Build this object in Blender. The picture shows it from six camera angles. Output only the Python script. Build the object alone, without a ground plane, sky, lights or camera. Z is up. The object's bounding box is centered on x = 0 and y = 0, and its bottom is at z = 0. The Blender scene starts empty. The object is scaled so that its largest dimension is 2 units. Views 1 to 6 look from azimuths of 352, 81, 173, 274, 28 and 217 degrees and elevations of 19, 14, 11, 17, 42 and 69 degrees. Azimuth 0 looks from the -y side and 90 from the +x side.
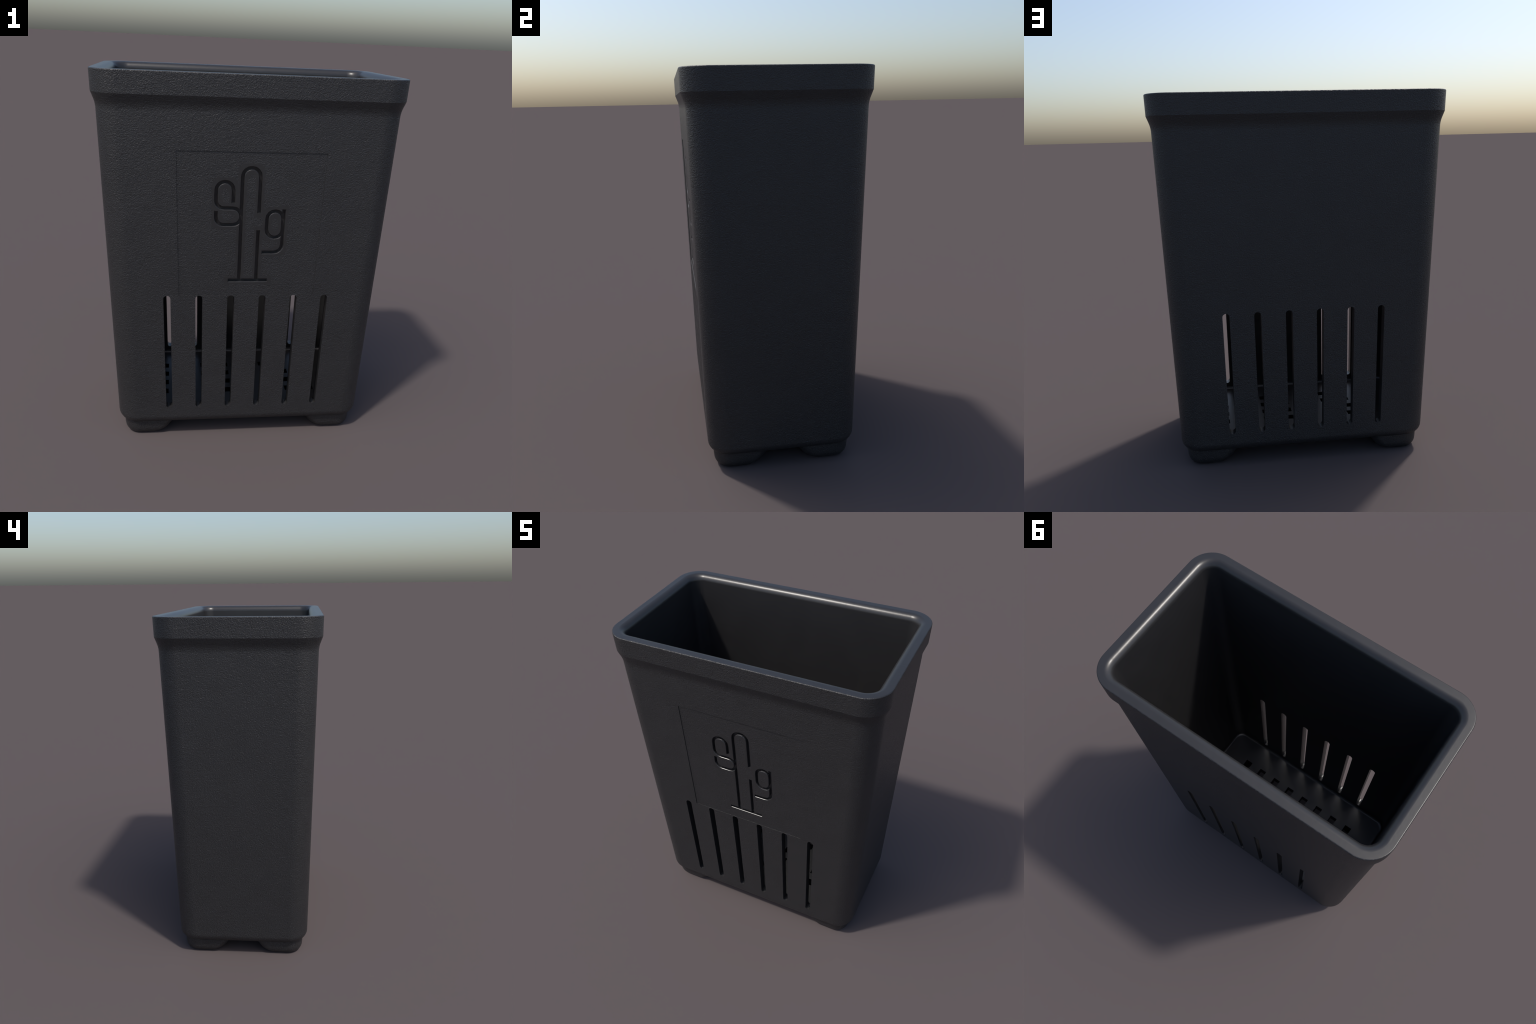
"""Tall black plastic planter box: tapered rounded-rectangle shell with a flared rim,
slotted front and back, a recessed label panel with an engraved cactus mark,
a drain-hole floor and four corner feet.  Metres, z up."""
import bpy, bmesh, math
from mathutils import Vector, Matrix

# ------------------------------------------------------------------ sizes
Z_TOP, Z_RIM, Z_NECK = 2.0, 1.893, 1.8388
Z_UNDER, Z_FLOOR = 0.083, 0.151
NECK_X, NECK_Y, NECK_R = 0.7528, 0.4236, 0.1140       # half sizes at the neck
SLOPE_X, SLOPE_Y, SLOPE_R = 0.03732, 0.02076, -0.0005   # wall draft per metre
RIM_OUT = 0.0192                                       # rim step outwards
WALL = 0.050
R_UNDER = 0.052        # outer bottom round
R_FLOOR = 0.018        # inner bottom round
R_LIP = 0.036          # inner round of the rim
SOFT_NECK = 0.022      # half height of the soft bend under the flare
R_EDGE = 0.006         # small outer round of the rim
ARC = 20               # segments per rounded corner


def outer(z):
    d = z - Z_NECK
    return (NECK_X + SLOPE_X * d, NECK_Y + SLOPE_Y * d, NECK_R + SLOPE_R * d)


def inner(z):
    """inner skin; the end walls thin out a little towards the floor"""
    hx, hy, r = outer(z)
    low = (Z_TOP - z) / (Z_TOP - Z_FLOOR)
    return hx - WALL + 0.0085 * low, hy - WALL, r - WALL


def wall_y(z):
    return outer(z)[1]


# ------------------------------------------------------------------ mesh helpers
def rounded_ring(hx, hy, r, z, n=ARC, radii=None):
    """rounded rectangle, counter-clockwise from the +x +y corner; radii may differ per corner"""
    pts = []
    for i, (cx, cy, a0) in enumerate(((1, 1, 0), (-1, 1, 90), (-1, -1, 180), (1, -1, 270))):
        q = max(radii[i] if radii else r, 0.004)
        for k in range(n + 1):
            a = math.radians(a0 + 90.0 * k / n)
            pts.append((cx * (hx - q) + q * math.cos(a), cy * (hy - q) + q * math.sin(a), z))
    return pts


def loft(bm, rings, cap_start=True, cap_end=True):
    rows = [[bm.verts.new(p) for p in ring] for ring in rings]
    n = len(rows[0])
    for a, b in zip(rows, rows[1:]):
        for i in range(n):
            j = (i + 1) % n
            bm.faces.new((a[i], a[j], b[j], b[i]))
    if cap_start:
        bm.faces.new(rows[0][::-1])
    if cap_end:
        bm.faces.new(rows[-1])
    return rows


def to_object(bm, name):
    bmesh.ops.recalc_face_normals(bm, faces=bm.faces[:])
    me = bpy.data.meshes.new(name)
    bm.to_mesh(me)
    bm.free()
    ob = bpy.data.objects.new(name, me)
    bpy.context.scene.collection.objects.link(ob)
    return ob


def evaluated_mesh(ob):
    bpy.context.view_layer.update()
    dg = bpy.context.evaluated_depsgraph_get()
    return bpy.data.meshes.new_from_object(ob.evaluated_get(dg), depsgraph=dg)


def drop(ob):
    me = ob.data
    bpy.data.objects.remove(ob)
    bpy.data.meshes.remove(me)


def cut(target, cutter):
    m = target.modifiers.new("cut", 'BOOLEAN')
    m.operation, m.solver, m.object = 'DIFFERENCE', 'EXACT', cutter
    m.use_self = False
    me = evaluated_mesh(target)
    target.modifiers.clear()
    old = target.data
    target.data = me
    bpy.data.meshes.remove(old)
    drop(cutter)


# ------------------------------------------------------------------ shell profile
def shell_rings():
    rings = []
    # underside round, from the flat bottom up to the wall
    zc = Z_UNDER + R_UNDER
    for k in range(11):
        a = math.radians(90.0 * k / 10)
        hx, hy, r = outer(zc - R_UNDER * math.cos(a))
        inset = R_UNDER * (1 - math.sin(a))
        rings.append(rounded_ring(hx - inset, hy - inset, r - inset, zc - R_UNDER * math.cos(a)))
    for k in range(1, 8):
        z = zc + (Z_NECK - SOFT_NECK - zc) * k / 7
        rings.append(rounded_ring(*outer(z), z))
    # soft bend below the flare: the flare eases into the wall
    flare = RIM_OUT / (Z_RIM - Z_NECK)
    for k in range(1, 9):
        u = k / 8
        z = Z_NECK - SOFT_NECK + 2 * SOFT_NECK * u
        e = flare * SOFT_NECK * u * u
        hx, hy, r = outer(z)
        rings.append(rounded_ring(hx + e, hy + e, r + e, z))
    # flare to the rim band
    hx, hy, r = outer(Z_RIM)
    rings.append(rounded_ring(hx + RIM_OUT, hy + RIM_OUT, r + RIM_OUT, Z_RIM))
    z = Z_TOP - R_EDGE
    hx, hy, r = outer(z)
    hx, hy, r = hx + RIM_OUT, hy + RIM_OUT, r + RIM_OUT
    for k in range(5):
        a = math.radians(90.0 * k / 4)
        d = R_EDGE * (1 - math.cos(a))
        rings.append(rounded_ring(hx - d, hy - d, r - d, z + R_EDGE * math.sin(a)))
    # flat top, then the soft inner lip
    for k in range(13):
        a = math.radians(90.0 * k / 12)
        z = Z_TOP - R_LIP + R_LIP * math.cos(a)
        hx, hy, r = inner(z)
        out = R_LIP * (1 - math.sin(a))
        rings.append(rounded_ring(hx + out, hy + out, r + out, z))
    # inner wall and floor round
    z0, z1 = Z_TOP - R_LIP, Z_FLOOR + R_FLOOR
    for k in range(1, 8):
        z = z0 + (z1 - z0) * k / 7
        rings.append(rounded_ring(*inner(z), z))
    for k in range(1, 7):
        a = math.radians(90.0 * k / 6)
        z = z1 - R_FLOOR * math.sin(a)
        hx, hy, r = inner(z)
        inset = R_FLOOR * (1 - math.cos(a))
        rings.append(rounded_ring(hx - inset, hy - inset, r - 0.3 * inset, z))
    return rings


bm = bmesh.new()
loft(bm, shell_rings())
shell = to_object(bm, "shell")

# ------------------------------------------------------------------ label recess
PANEL_TOP, PANEL_LOW = 1.6365, 0.8772
PANEL_TOP_X, PANEL_LOW_X = 0.3730, 0.3572
PANEL_DEPTH = 0.0031


def front_y(z, depth=0.0):
    return -wall_y(z) + depth


bm = bmesh.new()
quad = ((-PANEL_LOW_X, PANEL_LOW), (PANEL_LOW_X, PANEL_LOW), (PANEL_TOP_X, PANEL_TOP), (-PANEL_TOP_X, PANEL_TOP))
loft(bm, [[(x, front_y(z, d), z) for x, z in quad] for d in (-0.02, PANEL_DEPTH)])
cut(shell, to_object(bm, "recess_cutter"))

# ------------------------------------------------------------------ vent slots
SLOT_X_TOP = (0.0835, 0.2513, 0.4182)
SLOT_TOP, SLOT_LOW = 0.8757, 0.1905
SLOT_W_TOP, SLOT_W_LOW = 0.0187, 0.0167
SLOT_SHRINK = 0.971


def slot_outline(xt):
    xb = xt * SLOT_SHRINK
    pts = []
    seg = 8
    zc = SLOT_TOP - SLOT_W_TOP
    for k in range(seg + 1):
        a = math.pi * k / seg
        pts.append((xt + SLOT_W_TOP * math.cos(a), zc + SLOT_W_TOP * math.sin(a)))
    zc = SLOT_LOW + SLOT_W_LOW
    for k in range(seg + 1):
        a = math.pi + math.pi * k / seg
        pts.append((xb + SLOT_W_LOW * math.cos(a), zc + SLOT_W_LOW * math.sin(a)))
    return pts


bm = bmesh.new()
for side in (-1, 1):
    for sx in (-1, 1):
        for xt in SLOT_X_TOP:
            o = slot_outline(sx * xt)
            loft(bm, [[(x, side * y, z) for x, z in o] for y in (0.30, 0.50)])
cut(shell, to_object(bm, "slot_cutter"))

# ------------------------------------------------------------------ drain holes, 8 x 4
HOLE, PITCH_X, PITCH_Y = 0.050, 0.125, 0.100
bm = bmesh.new()
for i in range(8):
    for j in range(4):
        cx, cy = (i - 3.5) * PITCH_X, (j - 1.5) * PITCH_Y
        h = HOLE / 2
        sq = ((cx - h, cy - h), (cx + h, cy - h), (cx + h, cy + h), (cx - h, cy + h))
        loft(bm, [[(x, y, z) for x, y in sq] for z in (Z_UNDER - 0.05, Z_FLOOR + 0.03)])
cut(shell, to_object(bm, "drain_cutter"))

# ------------------------------------------------------------------ engraved cactus mark
def arc(cx, cz, r, a0, a1, n=8):
    return [(cx + r * math.cos(math.radians(a0 + (a1 - a0) * k / n)),
             cz + r * math.sin(math.radians(a0 + (a1 - a0) * k / n))) for k in range(n + 1)]


TRUNK = 0.0448
GROUND_Z = 0.9605
trunk_stroke = ([(-TRUNK, GROUND_Z)] + arc(0, 1.5125, TRUNK, 180, 0, 8) + [(TRUNK, 1.3275)])
trunk_lower_stroke = [(TRUNK, 1.2345), (TRUNK, GROUND_Z)]
ground_stroke = [(-0.1015, GROUND_Z), (0.1025, GROUND_Z)]
arm_stroke = ([(-0.1728, 1.3345)] + arc(-0.1358, 1.3010, 0.037, 180, 270, 4) +
              arc(-0.0890, 1.3075, 0.0435, -90, 90, 8) +
              arc(-0.1358, 1.3890, 0.038, 270, 180, 4) +
              arc(-0.1306, 1.4425, 0.0432, 180, 0, 8) + [(-0.0874, 1.3790)])
bowl_stroke = (arc(0.1285, 1.2968, 0.0412, 0, 180, 8) + arc(0.1285, 1.2387, 0.0412, 180, 360, 8))
stem_stroke = [(0.1720, 1.3465)] + arc(0.1290, 1.1585, 0.0418, 0, -90, 4) + [(0.0690, 1.1167)]
MARK = [(trunk_stroke, False), (trunk_lower_stroke, False), (ground_stroke, False),
        (arm_stroke, False), (bowl_stroke, True), (stem_stroke, False)]
GROOVE_W, GROOVE_D, LIP = 0.0152, 0.019, 0.0044


def groove_profile(deep):
    """half width against depth under the panel face: rounded lip, then a straight wall"""
    h = GROOVE_W / 2
    prof = [(h + LIP, -0.006)]
    for k in range(5):
        a = math.radians(90.0 * k / 4)
        prof.append((h + LIP - LIP * math.sin(a), LIP - LIP * math.cos(a) - 0.0003))
    prof.append((h, GROOVE_D + deep))
    return prof


def groove_cutter(path, closed, deep):
    pts = [Vector((x, z)) for x, z in path]
    n = len(pts)
    bm = bmesh.new()
    half = groove_profile(deep)
    sections = []
    for i, p in enumerate(pts):
        if closed:
            a, b = pts[i - 1], pts[(i + 1) % n]
        else:
            a, b = pts[max(i - 1, 0)], pts[min(i + 1, n - 1)]
        d1 = (p - a).normalized() if (p - a).length > 1e-9 else (b - p).normalized()
        d2 = (b - p).normalized() if (b - p).length > 1e-9 else d1
        t = (d1 + d2).normalized()
        nrm = Vector((-t.y, t.x))
        stretch = 1.0 / max(0.4, t.dot(d1))
        end = 0
        if not closed and i == 0:
            end = -1
        if not closed and i == n - 1:
            end = 1
        ring = []
        for sgn, seq in ((1, half), (-1, half[::-1])):
            for w, d in seq:
                q = p + nrm * (sgn * w * stretch)
                if end:
                    q = q + t * (end * (w - GROOVE_W / 2))       # lip wraps round the square end
                ring.append((q.x, front_y(q.y, PANEL_DEPTH + d), q.y))
        sections.append(ring)
    if closed:
        rows = [[bm.verts.new(c) for c in s] for s in sections]
        m = len(rows[0])
        for a, b in zip(rows, rows[1:] + rows[:1]):
            for i in range(m):
                j = (i + 1) % m
                bm.faces.new((a[i], a[j], b[j], b[i]))
    else:
        loft(bm, sections)
    return to_object(bm, "groove_cutter")


for i, (path, closed) in enumerate(MARK):
    cut(shell, groove_cutter(path, closed, 0.0002 * i))       # floors never quite coplanar

# ------------------------------------------------------------------ shading normals of the whole shell
bm = bmesh.new()
bm.from_mesh(shell.data)
bmesh.ops.remove_doubles(bm, verts=bm.verts[:], dist=1e-5)
bmesh.ops.dissolve_degenerate(bm, edges=bm.edges[:], dist=1e-6)
for f in bm.faces:
    f.smooth = True
SHARP = math.radians(18)
for e in bm.edges:
    e.smooth = not (len(e.link_faces) != 2 or e.calc_face_angle(3.14) > SHARP)
bm.to_mesh(shell.data)
bm.free()
mod = shell.modifiers.new("weighted", 'WEIGHTED_NORMAL')
mod.mode, mod.weight, mod.keep_sharp = 'FACE_AREA', 100, True
whole = evaluated_mesh(shell)
drop(shell)
corner_normals = [tuple(c.vector) for c in whole.corner_normals]
for p in whole.polygons:                      # the big flats stay dead flat
    if p.area > 0.015:
        for li in p.loop_indices:
            corner_normals[li] = tuple(p.normal)


# ------------------------------------------------------------------ materials
def node(nt, kind, **props):
    n = nt.nodes.new(kind)
    for k, v in props.items():
        setattr(n, k, v)
    return n


def math_node(nt, op, a, b=None):
    n = node(nt, 'ShaderNodeMath', operation=op)
    for i, v in enumerate((a, b)):
        if v is None:
            continue
        if isinstance(v, (int, float)):
            n.inputs[i].default_value = v
        else:
            nt.links.new(v, n.inputs[i])
    return n.outputs[0]


BASE = (0.0212, 0.0208, 0.0219)


def plastic(name, rough, grain=0.0, halo=None, base=BASE, spec=0.5, ripple=0.0):
    mat = bpy.data.materials.new(name)
    mat.use_nodes = True
    nt = mat.node_tree
    bsdf = nt.nodes["Principled BSDF"]
    bsdf.inputs["Specular IOR Level"].default_value = spec
    tex = node(nt, 'ShaderNodeTexCoord')
    # faint pigment mottling
    mottle = node(nt, 'ShaderNodeTexNoise')
    mottle.inputs["Scale"].default_value = 9.0
    mottle.inputs["Detail"].default_value = 3.0
    nt.links.new(tex.outputs["Object"], mottle.inputs["Vector"])
    ramp = node(nt, 'ShaderNodeValToRGB')
    ramp.color_ramp.elements[0].color = (*[c * 0.94 for c in base], 1)
    ramp.color_ramp.elements[1].color = (*[c * 1.06 for c in base], 1)
    ramp.color_ramp.elements[0].position = 0.3
    ramp.color_ramp.elements[1].position = 0.7
    nt.links.new(mottle.outputs["Fac"], ramp.inputs["Fac"])
    nt.links.new(ramp.outputs["Color"], bsdf.inputs["Base Color"])
    bsdf.inputs["Roughness"].default_value = rough
    if grain > 0:
        # moulded leather-like grain: warped short ridges
        warp = node(nt, 'ShaderNodeTexNoise')
        warp.inputs["Scale"].default_value = 60.0
        nt.links.new(tex.outputs["Object"], warp.inputs["Vector"])
        mix = node(nt, 'ShaderNodeMix', data_type='VECTOR')
        mix.inputs["Factor"].default_value = 0.012
        nt.links.new(tex.outputs["Object"], mix.inputs[4])
        nt.links.new(warp.outputs["Color"], mix.inputs[5])
        n1 = node(nt, 'ShaderNodeTexNoise')
        n1.inputs["Scale"].default_value = 185.0
        n1.inputs["Detail"].default_value = 2.0
        n1.inputs["Roughness"].default_value = 0.55
        nt.links.new(mix.outputs[1], n1.inputs["Vector"])
        height = n1.outputs["Fac"]
        bump = node(nt, 'ShaderNodeBump')
        bump.inputs["Distance"].default_value = 0.006
        strength = grain
        if halo is not None:
            sep = node(nt, 'ShaderNodeSeparateXYZ')
            nt.links.new(tex.outputs["Object"], sep.inputs[0])
            best = None
            for (x0, x1, z0, z1) in halo:
                dx = math_node(nt, 'SUBTRACT', math_node(nt, 'ABSOLUTE', math_node(nt, 'SUBTRACT', sep.outputs["X"], (x0 + x1) / 2)), (x1 - x0) / 2)
                dz = math_node(nt, 'SUBTRACT', math_node(nt, 'ABSOLUTE', math_node(nt, 'SUBTRACT', sep.outputs["Z"], (z0 + z1) / 2)), (z1 - z0) / 2)
                d = math_node(nt, 'MAXIMUM', dx, dz)
                best = d if best is None else math_node(nt, 'MINIMUM', best, d)
            mr = node(nt, 'ShaderNodeMapRange')
            nt.links.new(best, mr.inputs["Value"])
            mr.inputs["From Min"].default_value = 0.0185
            mr.inputs["From Max"].default_value = 0.0255
            mr.inputs["To Min"].default_value = 0.0
            mr.inputs["To Max"].default_value = grain
            nt.links.new(mr.outputs["Result"], bump.inputs["Strength"])
        else:
            bump.inputs["Strength"].default_value = strength
        nt.links.new(height, bump.inputs["Height"])
        nt.links.new(bump.outputs["Normal"], bsdf.inputs["Normal"])
    elif ripple > 0:
        # barely visible unevenness of the smooth moulded skin
        rip = node(nt, 'ShaderNodeTexNoise')
        rip.inputs["Scale"].default_value = 45.0
        rip.inputs["Detail"].default_value = 1.0
        nt.links.new(tex.outputs["Object"], rip.inputs["Vector"])
        bump = node(nt, 'ShaderNodeBump')
        bump.inputs["Distance"].default_value = 0.002
        bump.inputs["Strength"].default_value = ripple
        nt.links.new(rip.outputs["Fac"], bump.inputs["Height"])
        nt.links.new(bump.outputs["Normal"], bsdf.inputs["Normal"])
    return mat


def halo_boxes():
    out = []
    for path, closed in MARK:
        loop = path + path[:1] if closed else path
        # merge arc chords two by two so the list stays short
        i = 0
        while i < len(loop) - 1:
            j = i + 1
            (ax, az), (bx, bz) = loop[i], loop[j]
            while j + 1 < len(loop) and math.hypot(loop[j + 1][0] - ax, loop[j + 1][1] - az) < 0.018:
                j += 1
                (bx, bz) = loop[j]
            out.append((min(ax, bx), max(ax, bx), min(az, bz), max(az, bz)))
            i = j
    return out


mat_grain = plastic("grained_black_plastic", 0.40, grain=0.62)
mat_label = plastic("label_black_plastic", 0.40, grain=0.62, halo=halo_boxes())
mat_rim = plastic("rim_black_plastic", 0.40, grain=0.62)
mat_smooth = plastic("smooth_black_plastic", 0.34, ripple=0.12)
mat_inside = plastic("inner_black_plastic", 0.36, ripple=0.12)
mat_groove = plastic("groove_black_plastic", 0.28)

# ------------------------------------------------------------------ split the shell into parts
def inside_outer(c):
    hx, hy, r = outer(min(c.z, Z_NECK))
    return abs(c.x) < hx - 0.5 * WALL and abs(c.y) < hy - 0.5 * WALL


def region(poly):
    c, n = poly.center, poly.normal
    if c.z > Z_NECK + 1e-3:
        hx, hy, r = outer(c.z)
        toward = n.x * c.x / hx ** 2 + n.y * c.y / hy ** 2
        if n.z > 0.05 or c.z > Z_RIM and toward > 0 or n.z < -0.05:
            return "rim" if toward > 0 and n.z < 0.97 else "rim_top"
        return "inner_wall"
    # front label
    depth = c.y - front_y(c.z)
    inside_panel = abs(c.x) < PANEL_TOP_X + 0.002 and PANEL_LOW - 0.002 < c.z < PANEL_TOP + 0.002
    if inside_panel and c.y < 0 and 0.0009 < depth < 0.0400:
        flat = abs(depth - PANEL_DEPTH) < 0.0004
        on_rim = depth < PANEL_DEPTH + 0.0003
        return "label_panel" if (flat and n.y < -0.98) or on_rim else "emblem"
    hx, hy, r = outer(c.z)
    # slot walls: cut faces between the two skins
    dy = hy - abs(c.y)
    if 0.002 < dy < WALL - 0.002 and SLOT_LOW - 0.01 < c.z < SLOT_TOP + 0.01 and abs(c.x) < 0.46 and abs(n.y) < 0.3:
        return "vent_slot"
    if abs(c.x) < 0.49 and abs(c.y) < 0.2 and Z_UNDER + 0.001 < c.z < Z_FLOOR - 0.001:
        return "floor"
    if c.z < Z_FLOOR + R_FLOOR and n.z > 0.05 and abs(c.x) < hx - 0.02:
        return "floor"
    toward = n.x * c.x / hx ** 2 + n.y * c.y / hy ** 2
    if c.z > Z_FLOOR and toward < 0:
        return "inner_wall"
    return "body"


groups = {}
for p in whole.polygons:
    groups.setdefault(region(p), []).append(p.index)

base = bpy.data.objects.new("planter_box", None)
bpy.context.scene.collection.objects.link(base)
base["label"] = "tall tapered black plastic planter box with slotted sides"
base["category"] = "planter"

PART_MATS = {"rim": mat_rim, "rim_top": mat_smooth, "inner_wall": mat_inside, "floor": mat_inside,
             "body": mat_grain, "label_panel": mat_label, "emblem": mat_groove, "vent_slot": mat_smooth}
parts = {}
for name, idx in groups.items():
    remap, verts, faces, normals = {}, [], [], []
    for i in idx:
        p = whole.polygons[i]
        face = []
        for li in p.loop_indices:
            v = whole.loops[li].vertex_index
            if v not in remap:
                remap[v] = len(verts)
                verts.append(tuple(whole.vertices[v].co))
            face.append(remap[v])
            normals.append(corner_normals[li])
        faces.append(face)
    me = bpy.data.meshes.new(name)
    me.from_pydata(verts, [], faces)
    me.polygons.foreach_set("use_smooth", [True] * len(faces))
    me.update()
    me.normals_split_custom_set(normals)
    me.materials.append(PART_MATS[name])
    ob = bpy.data.objects.new(name, me)
    bpy.context.scene.collection.objects.link(ob)
    parts[name] = ob
for name, ob in parts.items():
    ob.parent = {"emblem": parts["label_panel"]}.get(name, base)
bpy.data.meshes.remove(whole)

# ------------------------------------------------------------------ corner feet
FOOT_X, FOOT_Y, FOOT_R = 0.663, 0.365, 0.0914      # outer edges at z = 0.12
FOOT_IN_X, FOOT_IN_Y, FOOT_IN_R = 0.374, 0.074, 0.056   # inner edges at the underside
FOOT_OUT_SLOPE, FOOT_IN_SLOPE = 0.087, 0.70
FOOT_ROUND = 0.044


def foot_mesh():
    """one rounded-square pad in the +x +y corner: near-upright outside, sloping flanks
    inside, a small round under the edge of its flat base"""
    bm = bmesh.new()
    heights = [0.118, 0.100, 0.083, 0.060] + [FOOT_ROUND * (1 - math.sin(math.radians(11.25 * k))) for k in range(9)]
    rings = []
    for z in heights:
        d = 0.0
        if z < FOOT_ROUND:
            s = 1 - z / FOOT_ROUND
            d = 0.032 * (1 - math.sqrt(max(0.0, 1 - s * s)))
        do = (0.12 - z) * FOOT_OUT_SLOPE + d
        di = (Z_UNDER - z) * FOOT_IN_SLOPE + d
        ox, oy, r = FOOT_X - do, FOOT_Y - do, FOOT_R - do
        ix, iy = FOOT_IN_X + di, FOOT_IN_Y + di
        hx, hy = (ox - ix) / 2, (oy - iy) / 2
        ri = FOOT_IN_R
        rings.append([(x + (ix + ox) / 2, y + (iy + oy) / 2, h)
                      for x, y, h in rounded_ring(hx, hy, r, z, 10, (r, ri, ri, ri))])
    loft(bm, rings[::-1])
    return bm


for sx in (1, -1):
    for sy in (1, -1):
        bm = foot_mesh()
        for v in bm.verts:
            v.co.x *= sx
            v.co.y *= sy
        ob = to_object(bm, "foot")
        # the corner drain hole runs on through the foot
        bm = bmesh.new()
        h, cx, cy = HOLE / 2, sx * 3.5 * PITCH_X, sy * 1.5 * PITCH_Y
        sq = ((cx - h, cy - h), (cx + h, cy - h), (cx + h, cy + h), (cx - h, cy + h))
        loft(bm, [[(x, y, z) for x, y in sq] for z in (-0.02, 0.14)])
        cut(ob, to_object(bm, "drain_cutter"))
        for p in ob.data.polygons:
            p.use_smooth = len(p.vertices) == 4 and p.area < 0.003
        ob.data.materials.append(mat_grain)
        ob.parent = base
